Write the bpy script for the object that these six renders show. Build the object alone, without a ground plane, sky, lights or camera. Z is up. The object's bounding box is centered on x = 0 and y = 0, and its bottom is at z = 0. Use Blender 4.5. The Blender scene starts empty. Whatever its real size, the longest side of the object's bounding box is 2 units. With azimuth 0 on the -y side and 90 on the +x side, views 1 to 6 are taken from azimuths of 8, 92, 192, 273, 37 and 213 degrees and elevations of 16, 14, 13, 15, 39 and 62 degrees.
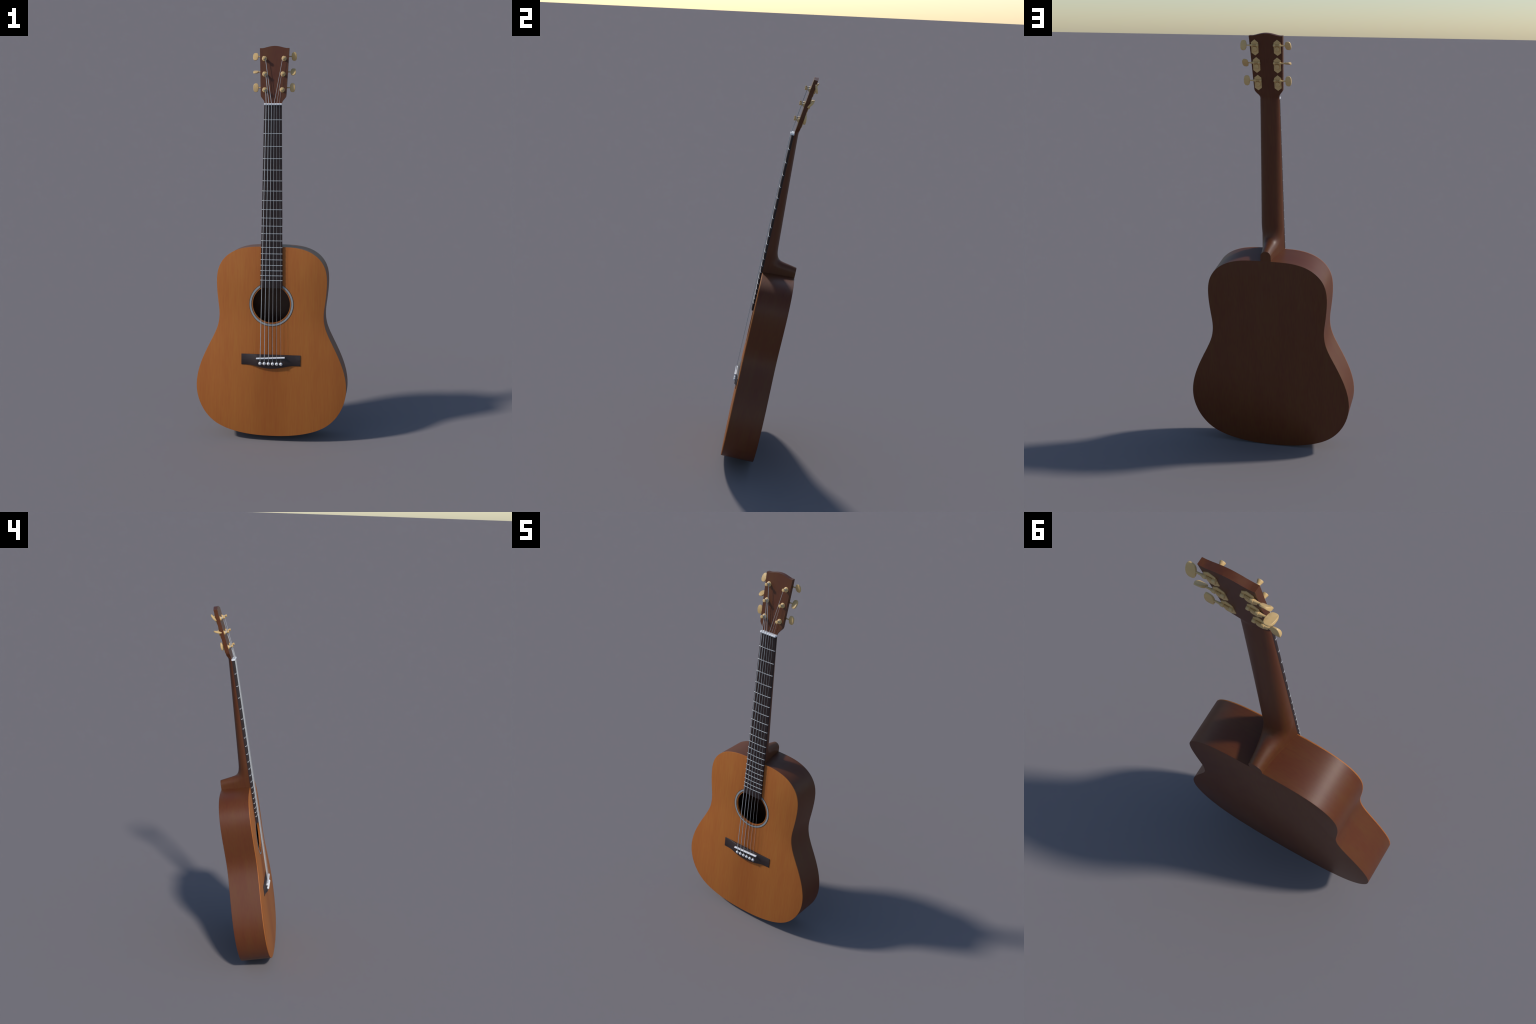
"""Acoustic guitar (dreadnought) standing on its lower bout, tilted back by 10 degrees.

Guitar frame used by every part:  x = across,  y = v = up along the soundboard,
z = n = out of the soundboard.  The root Empty turns this frame by 80 degrees about X,
so the soundboard leans 10 degrees away from the vertical.
The headstock has its own frame (x, s, h), bent back by 7 degrees at the nut.
"""
import bpy, bmesh, math, random
import numpy as np
from mathutils import Vector, Matrix

random.seed(4)
TILT = math.radians(80.0)

# ------------------------------------------------------------------ main sizes
FACE = 0.2074          # soundboard surface
BACK = 0.0389          # back surface
TOP_T = 0.0035         # soundboard thickness
HOLE_V, HOLE_R = 0.6862, 0.0968
NUT_V, SCALE = 1.7006, 1.2984          # nut edge and string length
FB_END = 0.7715                        # fingerboard end over the sound hole
FB_EDGE, FB_CROWN = 0.2168, 0.0028     # fingerboard: edge height, extra height in the middle
HEAD_O = Vector((0.0, 1.7209, 0.2055))
HEAD_B = math.radians(7.0)
HEAD_T = 0.0212


def fb_half(v):
    return 0.0445 + 0.0125 * (NUT_V - v) / (NUT_V - FB_END)


# ------------------------------------------------------------------ scene helpers
scene = bpy.context.scene


def new_object(name, mesh, parent, mats=(), matrix=None):
    ob = bpy.data.objects.new(name, mesh)
    scene.collection.objects.link(ob)
    ob.parent = parent
    if matrix is not None:
        ob.matrix_basis = matrix
    if mesh is not None:
        for m in mats:
            if m.name not in [x.name for x in mesh.materials if x]:
                mesh.materials.append(m)
    return ob


def finish_mesh(bm, name, angle=35.0, bevel=0.0):
    bmesh.ops.recalc_face_normals(bm, faces=bm.faces)
    me = bpy.data.meshes.new(name)
    bm.to_mesh(me)
    bm.free()
    me.shade_smooth()
    me.set_sharp_from_angle(angle=math.radians(angle))
    return me


def add_lathe(bm, profile, segments=32, matrix=None):
    """Surface of revolution about local Z; profile is (radius, height)."""
    rings = []
    for r, h in profile:
        if r < 1e-6:
            rings.append([bm.verts.new((0, 0, h))])
        else:
            rings.append([bm.verts.new((r * math.cos(2 * math.pi * i / segments),
                                        r * math.sin(2 * math.pi * i / segments), h))
                          for i in range(segments)])
    for a, b in zip(rings, rings[1:]):
        for i in range(segments):
            j = (i + 1) % segments
            if len(a) == 1 and len(b) > 1:
                bm.faces.new((a[0], b[i], b[j]))
            elif len(b) == 1 and len(a) > 1:
                bm.faces.new((a[i], a[j], b[0]))
            elif len(a) > 1:
                bm.faces.new((a[i], a[j], b[j], b[i]))
    if len(rings[0]) > 1:
        bm.faces.new(rings[0][::-1])
    if len(rings[-1]) > 1:
        bm.faces.new(rings[-1])
    if matrix is not None:
        bmesh.ops.transform(bm, matrix=matrix, verts=[v for r in rings for v in r])


def add_prism(bm, outline, z0, z1, chamfer=0.0):
    """Extrude a closed 2D outline from z0 to z1, the z1 rim chamfered."""
    pts = np.array(outline, float)
    area = 0.5 * np.sum(pts[:, 0] * np.roll(pts[:, 1], -1) - np.roll(pts[:, 0], -1) * pts[:, 1])
    if area < 0:
        pts = pts[::-1]
    levels = [(z0, 0.0), (z1 - chamfer, 0.0)] if chamfer else [(z0, 0.0), (z1, 0.0)]
    if chamfer:
        levels.append((z1, chamfer))
    loops = []
    for z, inset in levels:
        q = offset_loop(pts, inset) if inset else pts
        loops.append([bm.verts.new((x, y, z)) for x, y in q])
    n = len(pts)
    for a, b in zip(loops, loops[1:]):
        for i in range(n):
            j = (i + 1) % n
            bm.faces.new((a[i], a[j], b[j], b[i]))
    bm.faces.new(loops[0][::-1])
    bm.faces.new(loops[-1])


def offset_loop(pts, inset):
    """Move a counter-clockwise loop inwards by inset."""
    prv, nxt = np.roll(pts, 1, 0), np.roll(pts, -1, 0)
    e1 = pts - prv
    e2 = nxt - pts
    e1 /= np.linalg.norm(e1, axis=1)[:, None] + 1e-12
    e2 /= np.linalg.norm(e2, axis=1)[:, None] + 1e-12
    n1 = np.stack([-e1[:, 1], e1[:, 0]], 1)
    n2 = np.stack([-e2[:, 1], e2[:, 0]], 1)
    m = n1 + n2
    m /= np.linalg.norm(m, axis=1)[:, None] + 1e-12
    k = np.clip((m * n1).sum(1), 0.4, 1.0)
    return pts + m * (inset / k)[:, None]


def add_tube(bm, points, radius, sides=10):
    pts = [Vector(p) for p in points]
    n = len(pts)
    tang = [(pts[min(i + 1, n - 1)] - pts[max(i - 1, 0)]).normalized() for i in range(n)]
    ref = Vector((1, 0, 0)) if abs(tang[0].x) < 0.8 else Vector((0, 0, 1))
    u = (ref - tang[0] * ref.dot(tang[0])).normalized()
    rings = []
    for p, t in zip(pts, tang):
        u = (u - t * u.dot(t)).normalized()
        w = t.cross(u)
        rings.append([bm.verts.new(p + radius * (math.cos(a) * u + math.sin(a) * w))
                      for a in (2 * math.pi * k / sides for k in range(sides))])
    for a, b in zip(rings, rings[1:]):
        for i in range(sides):
            j = (i + 1) % sides
            bm.faces.new((a[i], a[j], b[j], b[i]))
    bm.faces.new(rings[0][::-1])
    bm.faces.new(rings[-1])


def periodic_spline(ctrl, count):
    """Closed cubic spline through ctrl, resampled to equal arc lengths."""
    P = np.array(ctrl, float)
    n = len(P)
    h = np.linalg.norm(np.roll(P, -1, 0) - P, axis=1)
    A = np.zeros((n, n))
    rhs = np.zeros((n, 2))
    for i in range(n):
        hp, hi = h[i - 1], h[i]
        A[i, i - 1] += hp
        A[i, i] += 2 * (hp + hi)
        A[i, (i + 1) % n] += hi
        rhs[i] = 6 * ((P[(i + 1) % n] - P[i]) / hi - (P[i] - P[i - 1]) / hp)
    M = np.linalg.solve(A, rhs)
    out = []
    for i in range(n):
        j = (i + 1) % n
        for t in np.linspace(0, 1, 24, endpoint=False):
            a, b = 1 - t, t
            out.append(a * P[i] + b * P[j] + h[i] ** 2 / 6 * ((a ** 3 - a) * M[i] + (b ** 3 - b) * M[j]))
    out = np.array(out)
    q = np.vstack([out, out[:1]])
    d = np.r_[0, np.cumsum(np.linalg.norm(np.diff(q, axis=0), axis=1))]
    t = np.linspace(0, d[-1], count, endpoint=False)
    return np.stack([np.interp(t, d, q[:, k]) for k in (0, 1)], 1)


def smooth(t):
    t = min(1.0, max(0.0, t))
    return t * t * (3 - 2 * t)


# ------------------------------------------------------------------ materials
def base_material(name):
    m = bpy.data.materials.new(name)
    m.use_nodes = True
    nt = m.node_tree
    bsdf = nt.nodes["Principled BSDF"]
    return m, nt, bsdf


def link(nt, a, b):
    nt.links.new(a, b)


def plain_material(name, color, rough=0.4, metallic=0.0, spec=0.5, speck=0.06, scale=60.0):
    """One colour with a faint cloudy variation."""
    m, nt, b = base_material(name)
    tc = nt.nodes.new("ShaderNodeTexCoord")
    nz = nt.nodes.new("ShaderNodeTexNoise")
    nz.inputs["Scale"].default_value = scale
    nz.inputs["Detail"].default_value = 3
    link(nt, tc.outputs["Object"], nz.inputs["Vector"])
    cr = nt.nodes.new("ShaderNodeValToRGB")
    cr.color_ramp.elements[0].position = 0.3
    cr.color_ramp.elements[1].position = 0.7
    cr.color_ramp.elements[0].color = (*[c * (1 - speck) for c in color], 1)
    cr.color_ramp.elements[1].color = (*[min(1, c * (1 + speck)) for c in color], 1)
    link(nt, nz.outputs["Fac"], cr.inputs["Fac"])
    link(nt, cr.outputs["Color"], b.inputs["Base Color"])
    b.inputs["Roughness"].default_value = rough
    b.inputs["Metallic"].default_value = metallic
    b.inputs["Specular IOR Level"].default_value = spec
    return m


def wood_material(name, dark, mid, light, stretch, fine, broad_scale, bookmatch=False, bands=None,
                  rough=0.45, fine_mix=0.5, pores=0.0, spec=0.5, bump=0.0):
    """Streaky wood: noise stretched along the grain; 'stretch' scales the object axes."""
    m, nt, b = base_material(name)
    N = nt.nodes
    tc = N.new("ShaderNodeTexCoord")
    src = tc.outputs["Object"]
    if bookmatch:                      # two halves mirrored about the centre seam
        sep = N.new("ShaderNodeSeparateXYZ")
        link(nt, src, sep.inputs[0])
        ab = N.new("ShaderNodeMath")
        ab.operation = "ABSOLUTE"
        link(nt, sep.outputs["X"], ab.inputs[0])
        com = N.new("ShaderNodeCombineXYZ")
        link(nt, ab.outputs[0], com.inputs["X"])
        link(nt, sep.outputs["Y"], com.inputs["Y"])
        link(nt, sep.outputs["Z"], com.inputs["Z"])
        src = com.outputs[0]
    mp = N.new("ShaderNodeMapping")
    mp.inputs["Scale"].default_value = stretch
    link(nt, src, mp.inputs["Vector"])
    n_f = N.new("ShaderNodeTexNoise")
    n_f.inputs["Scale"].default_value = fine
    n_f.inputs["Detail"].default_value = 4
    n_f.inputs["Roughness"].default_value = 0.6
    link(nt, mp.outputs["Vector"], n_f.inputs["Vector"])
    n_b = N.new("ShaderNodeTexNoise")
    n_b.inputs["Scale"].default_value = broad_scale
    n_b.inputs["Detail"].default_value = 2
    link(nt, mp.outputs["Vector"], n_b.inputs["Vector"])
    mix = N.new("ShaderNodeMix")
    mix.data_type = "FLOAT"
    mix.inputs["Factor"].default_value = fine_mix
    link(nt, n_b.outputs["Fac"], mix.inputs["A"])
    link(nt, n_f.outputs["Fac"], mix.inputs["B"])
    cr = N.new("ShaderNodeValToRGB")
    e = cr.color_ramp.elements
    e[0].position, e[0].color = 0.36, (*dark, 1)
    e[1].position, e[1].color = 0.64, (*light, 1)
    k = e.new(0.5)
    k.color = (*mid, 1)
    link(nt, mix.outputs["Result"], cr.inputs["Fac"])
    col = cr.outputs["Color"]
    if pores > 0:                      # short darker flecks along the grain
        vp = N.new("ShaderNodeTexNoise")
        vp.inputs["Scale"].default_value = fine * 2.2
        vp.inputs["Detail"].default_value = 1
        link(nt, mp.outputs["Vector"], vp.inputs["Vector"])
        pr = N.new("ShaderNodeValToRGB")
        pr.color_ramp.elements[0].position, pr.color_ramp.elements[0].color = 0.30, (1 - pores, 1 - pores, 1 - pores, 1)
        pr.color_ramp.elements[1].position, pr.color_ramp.elements[1].color = 0.45, (1, 1, 1, 1)
        link(nt, vp.outputs["Fac"], pr.inputs["Fac"])
        mm = N.new("ShaderNodeMix")
        mm.data_type, mm.blend_type = "RGBA", "MULTIPLY"
        mm.inputs["Factor"].default_value = 1.0
        link(nt, col, mm.inputs["A"])
        link(nt, pr.outputs["Color"], mm.inputs["B"])
        col = mm.outputs["Result"]
    if bands:                          # broad tone bands parallel to the centre seam: (|x|, colour factor)
        mr = N.new("ShaderNodeMapRange")
        mr.inputs["From Max"].default_value = 0.4
        link(nt, ab.outputs[0], mr.inputs["Value"])
        br = N.new("ShaderNodeValToRGB")
        br.color_ramp.interpolation = "EASE"
        el = br.color_ramp.elements
        el[0].position, el[0].color = bands[0][0] / 0.4, (*bands[0][1], 1)
        el[1].position, el[1].color = bands[-1][0] / 0.4, (*bands[-1][1], 1)
        for x, c in bands[1:-1]:
            el.new(x / 0.4).color = (*c, 1)
        link(nt, mr.outputs["Result"], br.inputs["Fac"])
        bm_ = N.new("ShaderNodeMix")
        bm_.data_type, bm_.blend_type = "RGBA", "MULTIPLY"
        bm_.inputs["Factor"].default_value = 1.0
        link(nt, col, bm_.inputs["A"])
        link(nt, br.outputs["Color"], bm_.inputs["B"])
        col = bm_.outputs["Result"]
    link(nt, col, b.inputs["Base Color"])
    b.inputs["Roughness"].default_value = rough
    b.inputs["Specular IOR Level"].default_value = spec
    if bump > 0:
        bp = N.new("ShaderNodeBump")
        bp.inputs["Strength"].default_value = bump
        bp.inputs["Distance"].default_value = 0.0006
        link(nt, n_f.outputs["Fac"], bp.inputs["Height"])
        link(nt, bp.outputs["Normal"], b.inputs["Normal"])
    return m


CEDAR = wood_material("cedar_top", (0.402, 0.116, 0.0215), (0.426, 0.134, 0.0245), (0.440, 0.151, 0.0275),
                      (1.0, 0.05, 1.0), 150.0, 11.0, bookmatch=True, rough=0.60, fine_mix=0.62, spec=0.30,
                      bands=[(0.0, (0.90, 0.83, 0.80)), (0.055, (0.92, 0.86, 0.83)), (0.12, (1, 1, 1)),
                             (0.29, (0.99, 0.98, 0.98)), (0.375, (0.92, 0.87, 0.85))])
MAHOGANY = wood_material("mahogany", (0.103, 0.0262, 0.0088), (0.110, 0.0322, 0.0096), (0.114, 0.0388, 0.0100),
                         (1.0, 0.10, 1.0), 150.0, 22.0, bookmatch=True, rough=0.46, fine_mix=0.7, pores=0.08, spec=0.38)
SIDE_WOOD = wood_material("mahogany_sides", (0.115, 0.0272, 0.0088), (0.121, 0.0332, 0.0096), (0.124, 0.0398, 0.0100),
                          (0.18, 0.18, 1.6), 120.0, 16.0, bookmatch=True, rough=0.46, fine_mix=0.5, pores=0.10, spec=0.38)
NECK_WOOD = wood_material("neck_mahogany", (0.098, 0.0240, 0.0085), (0.107, 0.0300, 0.0095), (0.113, 0.0370, 0.0100),
                          (1.0, 0.10, 1.0), 110.0, 14.0, rough=0.46, fine_mix=0.5, pores=0.08, spec=0.38)
ROSEWOOD = wood_material("rosewood", (0.0225, 0.0125, 0.0125), (0.0260, 0.0145, 0.0144), (0.0300, 0.0170, 0.0166),
                         (1.0, 0.06, 1.0), 160.0, 20.0, rough=0.5, fine_mix=0.6, spec=0.32)
BRIDGE_WOOD = wood_material("bridge_rosewood", (0.0270, 0.0175, 0.0175), (0.0310, 0.0195, 0.0195), (0.0350, 0.0220, 0.0215),
                            (0.08, 1.0, 1.0), 160.0, 20.0, rough=0.48, fine_mix=0.6, spec=0.4)
STEEL = plain_material("string_steel", (0.50, 0.51, 0.52), rough=0.42, metallic=0.2)
FRET_STEEL = plain_material("fret_nickel", (0.50, 0.51, 0.52), rough=0.42, metallic=0.2)
BONE = plain_material("white_bone", (0.80, 0.81, 0.84), rough=0.35)
BRASS = plain_material("satin_gold", (0.69, 0.46, 0.195), rough=0.45, metallic=0.0, speck=0.04)
DOT = plain_material("gold_dot", (0.55, 0.33, 0.12), rough=0.4)
PEARL = plain_material("grey_inlay", (0.31, 0.32, 0.325), rough=0.4)
INK = plain_material("black_purfling", (0.03, 0.025, 0.025), rough=0.5)

# ------------------------------------------------------------------ root
root = bpy.data.objects.new("acoustic_guitar", None)
root.empty_display_size = 0.1
root.rotation_euler = (TILT, 0, 0)
scene.collection.objects.link(root)
root["label"] = "six string acoustic guitar with orange cedar top and mahogany body"
root["category"] = "guitar"

# ------------------------------------------------------------------ body
# right half of the outline from the neck joint (top centre) to the tail (bottom centre)
HALF = [(0.0, 0.9833), (0.0623, 0.9829), (0.1244, 0.9786), (0.1849, 0.9632), (0.2376, 0.9304),
        (0.2728, 0.8793), (0.2848, 0.8182), (0.2833, 0.7560), (0.2768, 0.6941), (0.2708, 0.6321),
        (0.2788, 0.5706), (0.3022, 0.5129), (0.3301, 0.4572), (0.3562, 0.4007), (0.3772, 0.3421),
        (0.3895, 0.2811), (0.3890, 0.2190), (0.3730, 0.1589), (0.3427, 0.1047), (0.2991, 0.0605),
        (0.2448, 0.0303), (0.1855, 0.0115), (0.1243, 0.0001), (0.0623, -0.0057), (0.0, -0.0072)]
ring = HALF + [(-x, y) for x, y in HALF[-2:0:-1]]
OUT = periodic_spline(ring, 320)[::-1]          # counter-clockwise
N_OUT = len(OUT)


def body_loops(bm, levels):
    loops = []
    for z, inset in levels:
        q = offset_loop(OUT, inset) if inset else OUT
        loops.append([bm.verts.new((x, y, z)) for x, y in q])
    for a, b in zip(loops, loops[1:]):
        for i in range(N_OUT):
            j = (i + 1) % N_OUT
            bm.faces.new((a[i], a[j], b[j], b[i]))
    return loops


def loop_edges(bm, loop):
    return [bm.edges.get((loop[i], loop[(i + 1) % len(loop)])) or bm.edges.new((loop[i], loop[(i + 1) % len(loop)]))
            for i in range(len(loop))]


# soundboard: plate with a sound hole, the hole rim reaching deeper than the plate
bm = bmesh.new()
loops = body_loops(bm, [(FACE - TOP_T, 0.006), (FACE - TOP_T, 0.0), (FACE - 0.0008, 0.0), (FACE - 0.0002, 0.0003), (FACE, 0.0009)])
HS = 96


def circle(r, z, n=HS, v0=HOLE_V):
    return [bm.verts.new((r * math.cos(2 * math.pi * i / n), v0 + r * math.sin(2 * math.pi * i / n), z)) for i in range(n)]


rim = [circle(HOLE_R, FACE), circle(HOLE_R, FACE - 0.011), circle(0.112, FACE - 0.011), circle(0.114, FACE - TOP_T)]
for a, b in zip(rim, rim[1:]):
    for i in range(HS):
        j = (i + 1) % HS
        bm.faces.new((a[i], a[j], b[j], b[i]))
bmesh.ops.triangle_fill(bm, use_beauty=True, use_dissolve=False, edges=loop_edges(bm, loops[-1]) + loop_edges(bm, rim[0]))
bmesh.ops.triangle_fill(bm, use_beauty=True, use_dissolve=False, edges=loop_edges(bm, loops[0]) + loop_edges(bm, rim[-1]))
soundboard = new_object("soundboard", finish_mesh(bm, "soundboard", 40), root, [CEDAR])

# sides: a bent wooden band with real wall thickness
bm = bmesh.new()
loops = body_loops(bm, [(BACK + 0.0018, 0.0), (FACE - TOP_T, 0.0), (FACE - TOP_T, 0.0020), (BACK + 0.0018, 0.0020), (BACK + 0.0018, 0.0)])
bmesh.ops.remove_doubles(bm, verts=loops[0] + loops[-1], dist=1e-6)
body_sides = new_object("body_sides", finish_mesh(bm, "body_sides", 40), root, [SIDE_WOOD])

# back plate
bm = bmesh.new()
loops = body_loops(bm, [(BACK + 0.0018, 0.004), (BACK + 0.0018, 0.0), (BACK + 0.0008, 0.0), (BACK + 0.0002, 0.0003), (BACK, 0.0009)])
bm.faces.new(loops[0])
bm.faces.new(loops[-1])
back_panel = new_object("back_panel", finish_mesh(bm, "back_panel", 40), root, [MAHOGANY])


# rosette: grey ring between two black lines, set slightly proud
def annulus(name, r0, r1, z1, mat, parent):
    bm = bmesh.new()
    prof = [(r0, FACE - 0.002), (r0, z1), (r1, z1), (r1, FACE - 0.002)]
    n = 128
    rings = [[bm.verts.new((r * math.cos(2 * math.pi * i / n), HOLE_V + r * math.sin(2 * math.pi * i / n), z))
              for i in range(n)] for r, z in prof]
    for k in range(4):
        a, b = rings[k], rings[(k + 1) % 4]
        for i in range(n):
            j = (i + 1) % n
            bm.faces.new((a[i], a[j], b[j], b[i]))
    return new_object(name, finish_mesh(bm, name, 30), parent, [mat])


rosette = annulus("rosette", 0.1040, 0.1130, FACE + 0.0010, PEARL, root)
annulus("rosette_line", 0.1130, 0.1152, FACE + 0.0009, INK, rosette)
annulus("rosette_line", 0.1020, 0.1040, FACE + 0.0009, INK, rosette)

# ------------------------------------------------------------------ neck + headstock (one loft)
# centre line of the neck's back as (v, n): headstock, neck, curve into the heel, heel cap
Hdir = Vector((0, math.cos(HEAD_B), -math.sin(HEAD_B)))
Hnor = Vector((0, math.sin(HEAD_B), math.cos(HEAD_B)))
HEAD_M = Matrix(((1, 0, 0, HEAD_O.x), (0, Hdir.y, Hnor.y, HEAD_O.y), (0, Hdir.z, Hnor.z, HEAD_O.z), (0, 0, 0, 1)))


def head_top(v):
    return HEAD_O.z - (v - HEAD_O.y) * math.tan(HEAD_B)


HEEL = [(1.7050, 0.1862), (1.60, 0.1810), (1.45, 0.1733), (1.30, 0.1652), (1.20, 0.1597), (1.135, 0.1560),
        (1.110, 0.1545), (1.095, 0.1530), (1.0797, 0.1500), (1.0642, 0.1440), (1.0549, 0.1354), (1.0487, 0.1230),
        (1.0443, 0.1020), (1.0396, 0.0750), (1.0322, 0.0392)]
HEEL_CAP = 0.0392
hv = np.array([p[0] for p in HEEL])[::-1]
hn = np.array([p[1] for p in HEEL])[::-1]


def back_line(v):
    """Height n of the back centre line at v."""
    hb = head_top(v) - HEAD_T / math.cos(HEAD_B)
    if v >= 1.7280:
        return hb
    if v > 1.700:
        t = (v - 1.700) / 0.028
        nk = 0.18595 + (v - 1.700) * 0.035
        return nk * (1 - smooth(t)) + hb * smooth(t)
    if v <= HEEL[-1][0]:
        return HEEL_CAP
    return float(np.interp(v, hv, hn))


# smooth the heel curve a little by re-sampling it as a rounded polyline
def chaikin(p, k):
    for _ in range(k):
        q = [p[0]]
        for a, b in zip(p, p[1:]):
            q += [(a[0] * .75 + b[0] * .25, a[1] * .75 + b[1] * .25), (a[0] * .25 + b[0] * .75, a[1] * .25 + b[1] * .75)]
        p = q + [p[-1]]
    return p


fine = chaikin(HEEL, 3)
hv = np.array([p[0] for p in fine])[::-1]
hn = np.array([p[1] for p in fine])[::-1]
CURVE = np.array(fine)


def curve_distance(v, n):
    """Distance of (v, n) from the back centre line, segment by segment."""
    p, q = CURVE[:-1], CURVE[1:]
    d = q - p
    t = np.clip((((v, n) - p) * d).sum(1) / (d * d).sum(1), 0, 1)
    c = p + d * t[:, None]
    return float(np.min(np.hypot(c[:, 0] - v, c[:, 1] - n)))



def head_half(s):
    """Half width of the headstock at distance s up the headstock face."""
    if s <= -0.0103:
        return 0.0443
    knots = [(-0.0103, 0.0443), (-0.005, 0.0449), (0.0, 0.0466), (0.006, 0.0498), (0.012, 0.0546),
             (0.018, 0.0594), (0.0235, 0.0630), (0.027, 0.0640), (0.032, 0.0648), (0.2712, 0.0750)]
    return float(np.interp(s, [k[0] for k in knots], [k[1] for k in knots]))


def head_crest(x):
    """Arched top edge of the headstock: s as a function of x."""
    return 0.2706 + 0.0112 * (1 - min(1.0, abs(x) / 0.063) ** 2) ** 1.7


stations = [0.974, 0.978, 0.9815, 0.985, 0.990, 0.996, 1.003, 1.010, 1.016, 1.021, 1.025, 1.028, 1.030]
stations += sorted({round(float(v), 6) for v in hv if 1.0312 < v < 1.7049})
dense = [stations[0]]
for v in stations[1:]:
    if v - dense[-1] > 0.0004:
        while v - dense[-1] > 0.03:
            dense.append(dense[-1] + 0.025)
        dense.append(v)
stations = dense + list(np.arange(1.7085, 1.760, 0.0022)) + list(np.linspace(1.765, 1.95, 10))
S_TOP0 = 0.2300
s_vals = [S_TOP0 + (0.2706 - S_TOP0) * t for t in np.linspace(0.05, 1.0, 12)]
N_PHI, N_SIDE, N_FRONT = 40, 8, 16
NECK_TOP = FACE - 0.0002


def neck_section(v):
    on_head = v > 1.7098
    topn = min(NECK_TOP, head_top(v)) if on_head else NECK_TOP
    s = (v - HEAD_O.y) / math.cos(HEAD_B)
    W = head_half(s) if on_head else fb_half(v) - 0.0004
    D = topn - back_line(v)
    m = smooth((v - 1.702) / 0.034)
    R = min(D, (1 - m) * 0.0225 + m * 0.0016) if v > 1.12 else 0.0
    pts = []                                   # right side from the front edge to the back centre
    if v > 1.12:
        if v < 1.702:
            R = min(D, 0.0225 + max(0.0, 1.69 - v) * 0.036)
        for k in range(N_SIDE):
            pts.append((W, topn - (D - R) * k / N_SIDE))
        for k in range(N_PHI + 1):
            ph = math.pi / 2 * (1 - k / N_PHI)
            pts.append((W * math.sin(ph) ** (1.0 if m < 0.02 else 1.0 - 0.35 * m), topn - (D - R * (1 - math.cos(ph)))))
    else:
        # heel: the width narrows towards the cap, the crest is rounded about the centre line
        for k in range(N_SIDE + N_PHI + 1):
            t = k / (N_SIDE + N_PHI)
            d = D * math.sin(math.pi / 2 * t)
            n = topn - d
            e = curve_distance(v, n)
            if v > HEEL[-1][0] and k == N_SIDE + N_PHI:
                e = 0.0
            depth = (NECK_TOP - n) / (NECK_TOP - HEEL_CAP)
            taper = 0.0243 + (W - 0.0243) * (1 - depth) ** 1.6
            w_heel = W + (taper - W) * smooth((1.12 - v) / 0.075)
            Rr = 0.0225 + (1.69 - 1.12) * 0.036
            Rr = Rr + (0.0270 - Rr) * smooth((1.12 - v) / 0.07) * min(1.0, 1.1 * depth)
            q = min(1.0, e / Rr)
            pts.append((w_heel * math.sqrt(max(0.0, 1 - (1 - q) ** 2)), n))
    return W, topn, pts


verts, rows = [], []


def add_row(v, s=None):
    W, topn, pts = neck_section(v)
    row = []
    left = [(-x, n) for x, n in pts[::-1]]
    front = [x for x, n in pts[N_SIDE + 1:-1]]          # front-face points opposite the back points
    loop = pts + left + [(-x, topn) for x in front] + [(0.0, topn)] + [(x, topn) for x in front[::-1]]
    for x, n in loop:
        vv, nn = v, n
        if s is not None:                       # arched crest: stretch along the headstock
            snew = S_TOP0 + (s - S_TOP0) * (head_crest(x) - S_TOP0) / (0.2706 - S_TOP0)
            ds = snew - s
            vv, nn = v + ds * math.cos(HEAD_B), n - ds * math.sin(HEAD_B)
        row.append(len(verts))
        verts.append((x, vv, nn))
    rows.append((v, row))


for v in stations:
    if v < HEAD_O.y + (S_TOP0 - 0.001) * math.cos(HEAD_B):
        add_row(v)
for s in s_vals:
    add_row(HEAD_O.y + s * math.cos(HEAD_B), s)

faces, region = [], []
n_loop = len(rows[0][1])
i_back = N_SIDE + N_PHI                           # back centre (right), then its left twin
for (va, ra), (vb, rb) in zip(rows, rows[1:]):
    for i in range(n_loop):
        j = (i + 1) % n_loop
        faces.append((ra[i], ra[j], rb[j], rb[i]))
        region.append(0 if vb < 1.7325 else 1)
faces.append(tuple(rows[0][1]))
region.append(0)
# headstock crest: strips from the back edge to the front edge keep the arched end clean
last = rows[-1][1]
nb = i_back + 1                                    # points on the right half, then the left half
right, left_h, front_r = last[:nb], last[nb:2 * nb], last[2 * nb:]
nf = N_PHI - 1
fl, fc, fr = front_r[:nf], front_r[nf], front_r[nf + 1:]
cols = [(right[N_SIDE + 1 + k], fr[nf - 1 - k]) for k in range(nf)] + [(right[-1], fc)]
cols_l = [(left_h[-(N_SIDE + 2 + k)], fl[k]) for k in range(nf)] + [(left_h[0], fc)]
for a, b in zip(cols, cols[1:]):
    faces.append((a[0], a[1], b[1], b[0]))
    region.append(1)
for a, b in zip(cols_l, cols_l[1:]):
    faces.append((a[0], b[0], b[1], a[1]))
    region.append(1)
faces.append(tuple(right[:N_SIDE + 2]) + (fr[-1],))
region.append(1)
faces.append(tuple(left_h[-(N_SIDE + 2):]) + (fl[0],))
region.append(1)

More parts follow.
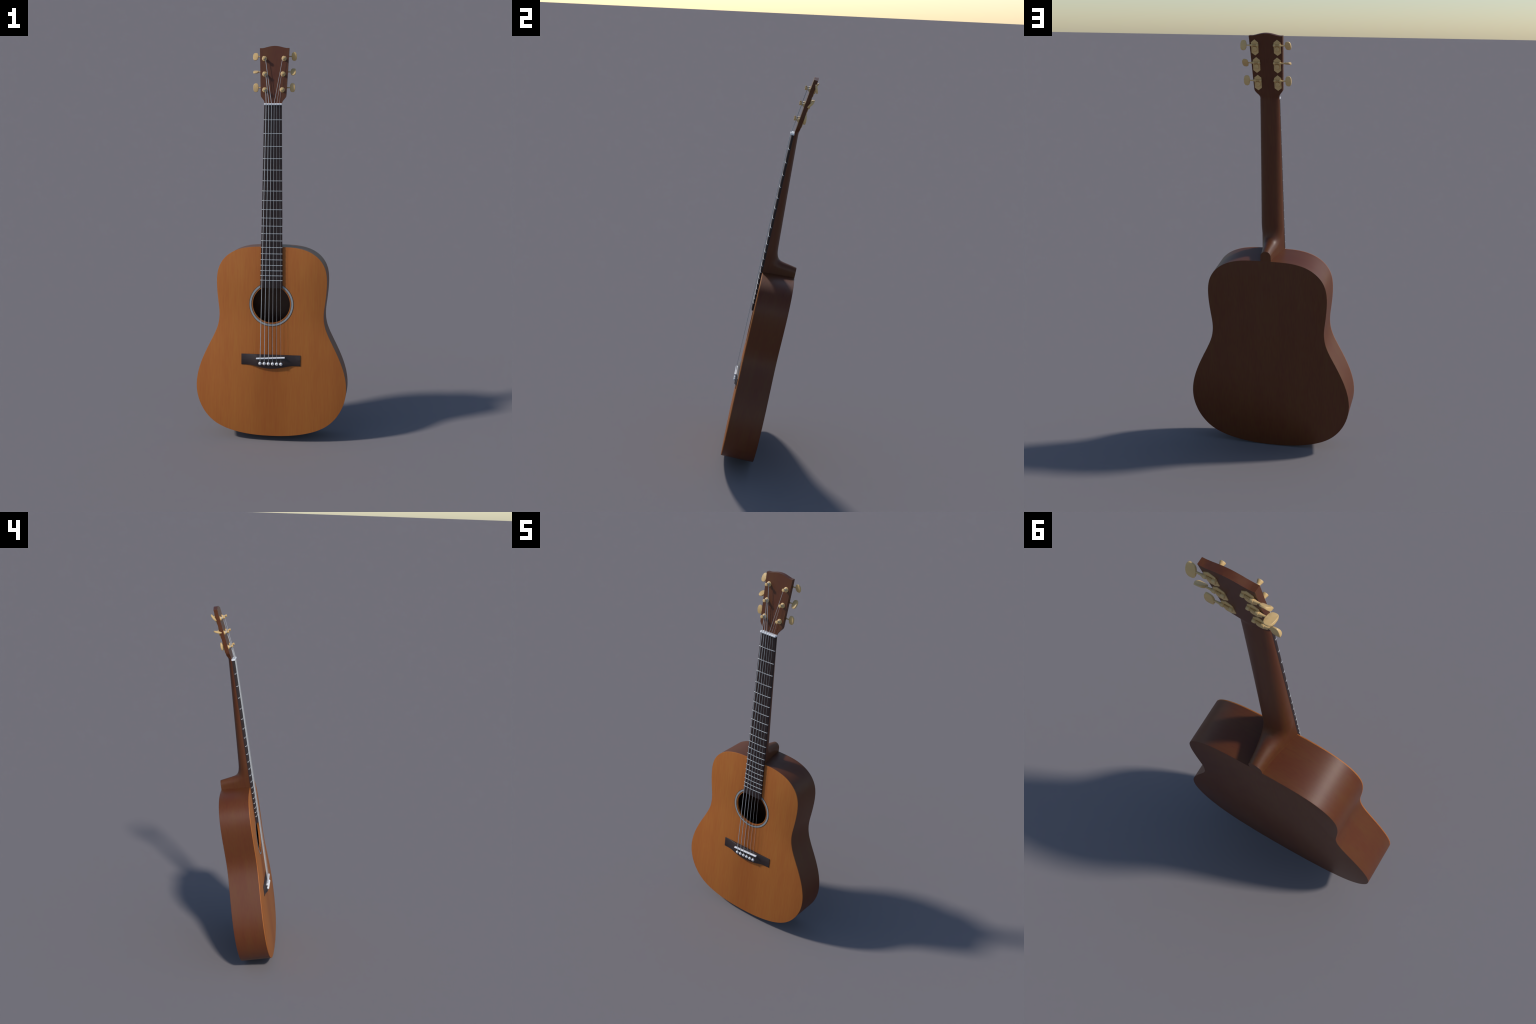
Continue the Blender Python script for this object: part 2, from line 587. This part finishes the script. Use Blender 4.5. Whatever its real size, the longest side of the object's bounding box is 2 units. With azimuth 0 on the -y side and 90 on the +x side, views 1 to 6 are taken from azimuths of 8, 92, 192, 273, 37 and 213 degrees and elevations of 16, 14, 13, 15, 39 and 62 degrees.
bm = bmesh.new()
bv = [bm.verts.new(p) for p in verts]
lay = bm.faces.layers.int.new("region")
for f, r in zip(faces, region):
    try:
        nf = bm.faces.new([bv[i] for i in f])
        nf[lay] = r
    except ValueError:
        pass
bmesh.ops.remove_doubles(bm, verts=bm.verts, dist=2e-6)
bmesh.ops.dissolve_degenerate(bm, dist=1e-6, edges=bm.edges)
whole = finish_mesh(bm, "neck_whole", 55)
reg = [d.value for d in whole.attributes["region"].data]
cn = [tuple(c.vector) for c in whole.corner_normals]
parts = {}
for want, name in ((0, "neck"), (1, "headstock")):
    idx, vlist, flist, nlist = {}, [], [], []
    for p in whole.polygons:
        if reg[p.index] != want:
            continue
        f = []
        for li in p.loop_indices:
            vi = whole.loops[li].vertex_index
            if vi not in idx:
                idx[vi] = len(vlist)
                vlist.append(tuple(whole.vertices[vi].co))
            f.append(idx[vi])
            nlist.append(cn[li])
        flist.append(f)
    me = bpy.data.meshes.new(name)
    me.from_pydata(vlist, [], flist)
    me.shade_smooth()
    me.normals_split_custom_set(nlist)
    parts[name] = new_object(name, me, root, [NECK_WOOD])
bpy.data.meshes.remove(whole)
headstock = parts["headstock"]

# ------------------------------------------------------------------ fingerboard, frets, nut
FB_TOP = NUT_V + 0.0004


def fb_height(u):
    return FB_EDGE + FB_CROWN * (1 - u * u)


bm = bmesh.new()
U = [math.sin(math.pi / 2 * t) for t in np.linspace(-1, 1, 25)]
sects = []
for v in np.linspace(FB_END, FB_TOP, 12):
    W = fb_half(v)
    loop = [(-W, FACE - 0.0004), (-W, FB_EDGE - 0.0006)]
    loop += [(u * (W - 0.0004), fb_height(u)) for u in U]
    loop += [(W, FB_EDGE - 0.0006), (W, FACE - 0.0004)]
    sects.append([bm.verts.new((x, v, n)) for x, n in loop])
for a, b in zip(sects, sects[1:]):
    for i in range(len(a)):
        j = (i + 1) % len(a)
        bm.faces.new((a[i], a[j], b[j], b[i]))
bm.faces.new(sects[0])
bm.faces.new(sects[-1][::-1])
fingerboard = new_object("fingerboard", finish_mesh(bm, "fingerboard", 40), root, [ROSEWOOD])

# fret wire: half-round bar following the crown, unit half width, stretched per fret
bm = bmesh.new()
sects = []
us = [-1.016, -1.004, -1.0] + list(np.linspace(-0.97, 0.97, 21)) + [1.0, 1.004, 1.016]
for u in us:
    tab = abs(u) > 1.002                            # the cut end shows on the side of the board
    zc = FB_EDGE + FB_CROWN * (1 - min(1, abs(u)) ** 2) - (0.0004 if abs(u) > 1.01 else 0)
    zb = 0.2118 if tab else zc - 0.0018
    sects.append([bm.verts.new((u, 0.0020 * math.cos(a), zc - 0.0004 + 0.0022 * math.sin(a)))
                  for a in np.linspace(0, math.pi, 9)] +
                 [bm.verts.new((u, -0.0020, zb)), bm.verts.new((u, 0.0020, zb))])
for a, b in zip(sects, sects[1:]):
    for i in range(len(a)):
        j = (i + 1) % len(a)
        bm.faces.new((a[i], a[j], b[j], b[i]))
bm.faces.new(sects[0])
bm.faces.new(sects[-1][::-1])
fret_mesh = finish_mesh(bm, "fret", 40)
for k in range(1, 21):
    v = NUT_V - SCALE + SCALE * 2 ** (-k / 12)
    new_object("fret", fret_mesh, fingerboard, [FRET_STEEL],
               Matrix.Translation((0, v, 0)) @ Matrix.Diagonal((fb_half(v), 1, 1, 1)))

# string layout: (x at nut, x at saddle, radius), thick to thin
NUT_X = [-0.0335 + 0.0134 * i for i in range(6)]
SAD_X = [-0.0533 + 0.0216 * i for i in range(6)]
PIN_X = [-0.0543 + 0.02172 * i for i in range(6)]
RAD = [0.00165, 0.00150, 0.00128, 0.00078, 0.00054, 0.00038]
NUT_STR = 0.2242

# nut: a white bar with six slots, front edge rounded
bm = bmesh.new()
top = [(-0.0448, 0.2256)]
for x, r in zip(NUT_X, RAD):
    w = r + 0.0004
    top += [(x - w, 0.2262), (x - w * 0.9, NUT_STR - r), (x + w * 0.9, NUT_STR - r), (x + w, 0.2262)]
top += [(0.0448, 0.2256)]
prof = [(-0.0448, 0.2058)] + top + [(0.0448, 0.2058)]
cuts = [(1.7010, -0.0012), (1.7022, 0.0), (1.7074, 0.0), (1.7092, -0.0012), (1.7098, -0.0030)]
sects = [[bm.verts.new((x, v, n + (dn if n > 0.21 else 0))) for x, n in prof] for v, dn in cuts]
for a, b in zip(sects, sects[1:]):
    for i in range(len(a)):
        j = (i + 1) % len(a)
        bm.faces.new((a[i], a[j], b[j], b[i]))
bm.faces.new(sects[0])
bm.faces.new(sects[-1][::-1])
new_object("nut", finish_mesh(bm, "nut", 50), root, [BONE])

# ------------------------------------------------------------------ bridge, saddle, pins
BR_TOP, BR_HALF, BR_UP = 0.2198, 0.1542, 0.4237


def bridge_low(x):
    t = min(1.0, abs(x) / 0.118)
    return 0.3676 - 0.0166 * (0.5 * (1 + math.cos(math.pi * t))) ** 0.85


def bridge_height(x):
    a = abs(x)
    if a < 0.073:
        return BR_TOP
    t = min(1.0, (a - 0.073) / (0.134 - 0.073))
    return BR_TOP - (BR_TOP - 0.2103) * (1 - (1 - t) ** 1.45)


bm = bmesh.new()
sects = []
for x in [-BR_HALF, -BR_HALF + 0.0004] + list(np.linspace(-BR_HALF + 0.003, BR_HALF - 0.003, 85)) + [BR_HALF - 0.0004, BR_HALF]:
    edge = 0.0006 if abs(x) > BR_HALF - 0.0002 else 0.0
    h = bridge_height(x) - edge
    c = min(0.0016, (h - FACE) * 0.3)
    lo = bridge_low(x)
    loop = [(lo, FACE - 0.0006), (lo, h - c), (lo + c * 0.35, h - c * 0.35), (lo + c, h),
            (BR_UP - c, h), (BR_UP - c * 0.35, h - c * 0.35), (BR_UP, h - c), (BR_UP, FACE - 0.0006)]
    sects.append([bm.verts.new((x, v, n)) for v, n in loop])
for a, b in zip(sects, sects[1:]):
    for i in range(len(a)):
        j = (i + 1) % len(a)
        bm.faces.new((a[i], a[j], b[j], b[i]))
bm.faces.new(sects[0])
bm.faces.new(sects[-1][::-1])
bridge = new_object("bridge", finish_mesh(bm, "bridge", 40), root, [BRIDGE_WOOD])

SAD_N, SAD_STR = 0.2308, 0.2268


def saddle_v(x):
    return 0.4076 + 0.0088 * x / 0.149


bm = bmesh.new()
sects = []
marks = [(-0.0746, 0.0), (-0.0738, 0.0), (0.0738, 0.0), (0.0746, 0.0)]
for x, r in zip(SAD_X, RAD):                        # a slot for every string
    w = r + 0.0005
    cut = SAD_N - (SAD_STR - r)
    marks += [(x - w, 0.0), (x - w * 0.85, cut), (x + w * 0.85, cut), (x + w, 0.0)]
for x, cut in sorted(marks):
    k = 0.0012 if abs(x) > 0.0742 else 0.0
    c = saddle_v(x)
    top_n = SAD_N - cut
    loop = [(c - 0.0037 + k, BR_TOP - 0.002)]
    loop += [(c - (0.0037 - k) * math.cos(a), top_n - 0.0034 - k + 0.0034 * math.sin(a)) for a in np.linspace(0, math.pi, 9)]
    loop += [(c + 0.0037 - k, BR_TOP - 0.002)]
    sects.append([bm.verts.new((x, v, n)) for v, n in loop])
for a, b in zip(sects, sects[1:]):
    for i in range(len(a)):
        j = (i + 1) % len(a)
        bm.faces.new((a[i], a[j], b[j], b[i]))
bm.faces.new(sects[0])
bm.faces.new(sects[-1][::-1])
new_object("saddle", finish_mesh(bm, "saddle", 40), bridge, [BONE])

PIN_V, PIN_R, PIN_C = 0.3775, 0.0083, 0.2226
bm = bmesh.new()
prof = [(0.0045, BR_TOP - PIN_C - 0.004), (0.0048, BR_TOP - PIN_C + 0.0005)]
prof += [(PIN_R * math.cos(a), PIN_R * 0.97 * math.sin(a)) for a in np.linspace(-0.32, 1.40, 14)]
prof += [(0.0, PIN_R * 0.975)]
add_lathe(bm, prof, 28)
pin_mesh = finish_mesh(bm, "bridge_pin", 50)
bm = bmesh.new()
add_lathe(bm, [(0.0022, 0.0066), (0.0021, 0.0082), (0.0012, 0.0087), (0, 0.0088)], 16)
dot_mesh = finish_mesh(bm, "pin_dot", 50)
for x in PIN_X:
    pin = new_object("bridge_pin", pin_mesh, bridge, [BONE], Matrix.Translation((x, PIN_V, PIN_C)))
    new_object("pin_dot", dot_mesh, pin, [DOT])

# ------------------------------------------------------------------ tuning machines
POSTS = [(0.0500, 0.2166), (0.0466, 0.1380), (0.0447, 0.0578)]      # (|x|, s) top to bottom
ROLL = {-1: [-24, -64, 4], 1: [26, -29, 9]}     # turn of each button about its shaft: + = top edge forward
BACK_H = -HEAD_T
SHAFT_S, SHAFT_H = 0.0166, BACK_H - 0.0050

# base plate with pointed ends
bm = bmesh.new()
outline = [(0, 0.0412), (-0.0157, 0.0282), (-0.0157, -0.0180), (0, -0.0300), (0.0157, -0.0180), (0.0157, 0.0282)]
add_prism(bm, outline, 0.0, 0.0026, 0.0007)
bmesh.ops.transform(bm, matrix=Matrix.Diagonal((1, 1, -1, 1)), verts=bm.verts)
bmesh.ops.translate(bm, vec=(0, 0, BACK_H + 0.0004), verts=bm.verts)
plate_mesh = finish_mesh(bm, "tuning_machine", 30)

# post: stepped bushing, waist where the string winds, flared cap
bm = bmesh.new()
add_lathe(bm, [(0.0127, -0.0010), (0.0127, 0.0016), (0.0118, 0.0026), (0.0092, 0.0034), (0.0088, 0.0062), (0.0078, 0.0078),
               (0.0054, 0.0092), (0.0050, 0.0120), (0.0050, 0.0160), (0.0056, 0.0182), (0.0078, 0.0252), (0.0076, 0.0266),
               (0.0064, 0.0272), (0.0, 0.0272)], 32)
post_mesh = finish_mesh(bm, "string_post", 32)

RX = Matrix.Rotation(math.pi / 2, 4, 'Y')        # lathe axis Z -> X
# gear wheel over the post
bm = bmesh.new()
add_lathe(bm, [(0.0100, 0.0), (0.0100, 0.0040), (0.0094, 0.0046), (0.0042, 0.0046), (0.0040, 0.0040), (0.0024, 0.0040), (0, 0.0038)], 28,
          Matrix.Translation((0, 0, BACK_H - 0.0022)) @ Matrix.Rotation(math.pi, 4, 'X'))
for k in range(14):                               # teeth meeting the worm
    a = 2 * math.pi * k / 14
    bmesh.ops.create_cube(bm, size=1.0, matrix=Matrix.Translation((0.0101 * math.cos(a), 0.0101 * math.sin(a), BACK_H - 0.0040)) @
                          Matrix.Rotation(a, 4, 'Z') @ Matrix.Diagonal((0.0024, 0.0020, 0.0034, 1)))
gear_mesh = finish_mesh(bm, "gear_wheel", 35)

# worm carrier: two rounded ears holding a ribbed worm
bm = bmesh.new()
for sx in (-1, 1):
    add_lathe(bm, [(0.0040, -0.0046), (0.0054, -0.0040), (0.0058, -0.0024), (0.0058, 0.0024), (0.0054, 0.0040), (0.0040, 0.0046)], 20,
              Matrix.Translation((sx * 0.0126, SHAFT_S, SHAFT_H)) @ RX)
    bmesh.ops.create_cube(bm, size=1.0, matrix=Matrix.Translation((sx * 0.0126, SHAFT_S, (SHAFT_H + BACK_H) / 2)) @
                          Matrix.Diagonal((0.0080, 0.0108, abs(SHAFT_H - BACK_H), 1)))
prof = [(0.0024, -0.0090)]
for k in range(6):
    c = -0.0075 + 0.003 * k
    prof += [(0.0028, c - 0.0013), (0.0044, c - 0.0005), (0.0044, c + 0.0005), (0.0028, c + 0.0013)]
prof += [(0.0024, 0.0090)]
add_lathe(bm, prof, 16, Matrix.Translation((0, SHAFT_S, SHAFT_H)) @ RX)
worm_mesh = finish_mesh(bm, "worm_gear", 35)


# button: rounded tablet on a tapered stem; local X points outwards, origin on the shaft axis
def button_mesh():
    bm = bmesh.new()
    cx, hw, hl = 0.0488, 0.0133, 0.0223
    nu, rings = 40, []
    lv = [(-1.0, 0.0), (-1.0, 0.90), (-0.88, 0.97), (-0.62, 1.0), (0.62, 1.0), (0.88, 0.97), (1.0, 0.90), (1.0, 0.0)]
    for hz, sc in lv:
        rr = []
        for i in range(nu):
            a = 2 * math.pi * i / nu
            ca, sa = math.cos(a), math.sin(a)
            px = math.copysign(abs(ca) ** 0.72, ca) * hw * sc
            py = math.copysign(abs(sa) ** 0.78, sa) * hl * sc
            th = (0.0047 + 0.0008 * px / hw) * (1 - 0.52 * (abs(py) / hl) ** 2)
            rr.append(bm.verts.new((cx + px, py, hz * th)) if sc > 0 else None)
        if sc == 0.0:
            rings.append([bm.verts.new((cx, 0, hz * 0.0047))])
        else:
            rings.append(rr)
    for a, b in zip(rings, rings[1:]):
        for i in range(nu):
            j = (i + 1) % nu
            if len(a) == 1:
                bm.faces.new((a[0], b[i], b[j]))
            elif len(b) == 1:
                bm.faces.new((a[i], a[j], b[0]))
            else:
                bm.faces.new((a[i], a[j], b[j], b[i]))
    add_lathe(bm, [(0.0040, 0.0165), (0.0040, 0.0195), (0.0034, 0.0215), (0.0029, 0.0260), (0.0027, 0.0340), (0.0034, 0.0380)], 16, RX)
    return finish_mesh(bm, "tuning_button", 24)


btn_mesh = button_mesh()

for side in (-1, 1):
    for (px, s), roll in zip(POSTS, ROLL[side]):
        tm = new_object("tuning_machine", plate_mesh, root, [BRASS], HEAD_M @ Matrix.Translation((side * px, s, 0)))
        new_object("string_post", post_mesh, tm, [BRASS])
        new_object("gear_wheel", gear_mesh, tm, [BRASS])
        new_object("worm_gear", worm_mesh, tm, [BRASS])
        turn = Matrix.Identity(4) if side > 0 else Matrix.Rotation(math.pi, 4, 'Z')
        # + roll brings the upper edge (s+) forward (h+)
        rot = Matrix.Rotation(math.radians(roll), 4, 'X')
        new_object("tuning_button", btn_mesh, tm, [BRASS], Matrix.Translation((0, SHAFT_S, SHAFT_H)) @ rot @ turn)

# ------------------------------------------------------------------ strings
post_of = [(-1, 2), (-1, 1), (-1, 0), (1, 0), (1, 1), (1, 2)]
for i in range(6):
    xs, xn, r = SAD_X[i], NUT_X[i], RAD[i]
    side, k = post_of[i]
    px, ps = POSTS[k]
    px *= side
    xp = PIN_X[i]
    path = [Vector((xp, PIN_V + 0.0075, BR_TOP - 0.001)), Vector((xp, PIN_V + 0.0085, BR_TOP + 0.003))]
    cv = saddle_v(xs)
    path += [Vector((xs, cv - 0.0040, SAD_STR - 0.0008)), Vector((xs, cv - 0.0015, SAD_STR)), Vector((xs, cv + 0.0012, SAD_STR))]
    for t in np.linspace(0.02, 0.98, 30):
        path.append(Vector((xs + (xn - xs) * t, cv + (1.7035 - cv) * t, SAD_STR + (NUT_STR - SAD_STR) * t)))
    path += [Vector((xn, 1.7035, NUT_STR)), Vector((xn, 1.7070, NUT_STR)), Vector((xn, 1.7092, NUT_STR - 0.0009))]
    # straight run to the inner side of the post, then a short winding down the waist
    wr = 0.0050 + r
    turns, pitch = 3.2, max(2 * r * 0.98, 0.0013)
    h0 = 0.0136
    a0 = 0.0 if side < 0 else math.pi
    d = -1 if side > 0 else 1
    hc = lambda x, s, h: HEAD_M @ Vector((x, s, h))
    start = path[-1]
    touch = hc(px + wr * math.cos(a0), ps, h0)
    for t in np.linspace(0.06, 0.96, 10):
        path.append(start.lerp(touch, t))
    nst = int(turns * 20)
    for j in range(nst + 1):
        a = a0 + d * 2 * math.pi * turns * j / nst
        path.append(hc(px + wr * math.cos(a), ps + wr * math.sin(a), h0 - pitch * turns * j / nst ))
    bm = bmesh.new()
    add_tube(bm, path, r, 10)
    new_object("string", finish_mesh(bm, "string", 60), root, [STEEL])

# ------------------------------------------------------------------ set on the ground
bpy.context.view_layer.update()
low = min((ob.matrix_world @ v.co).z for ob in (back_panel, body_sides) for v in ob.data.vertices)
root.location.z -= low
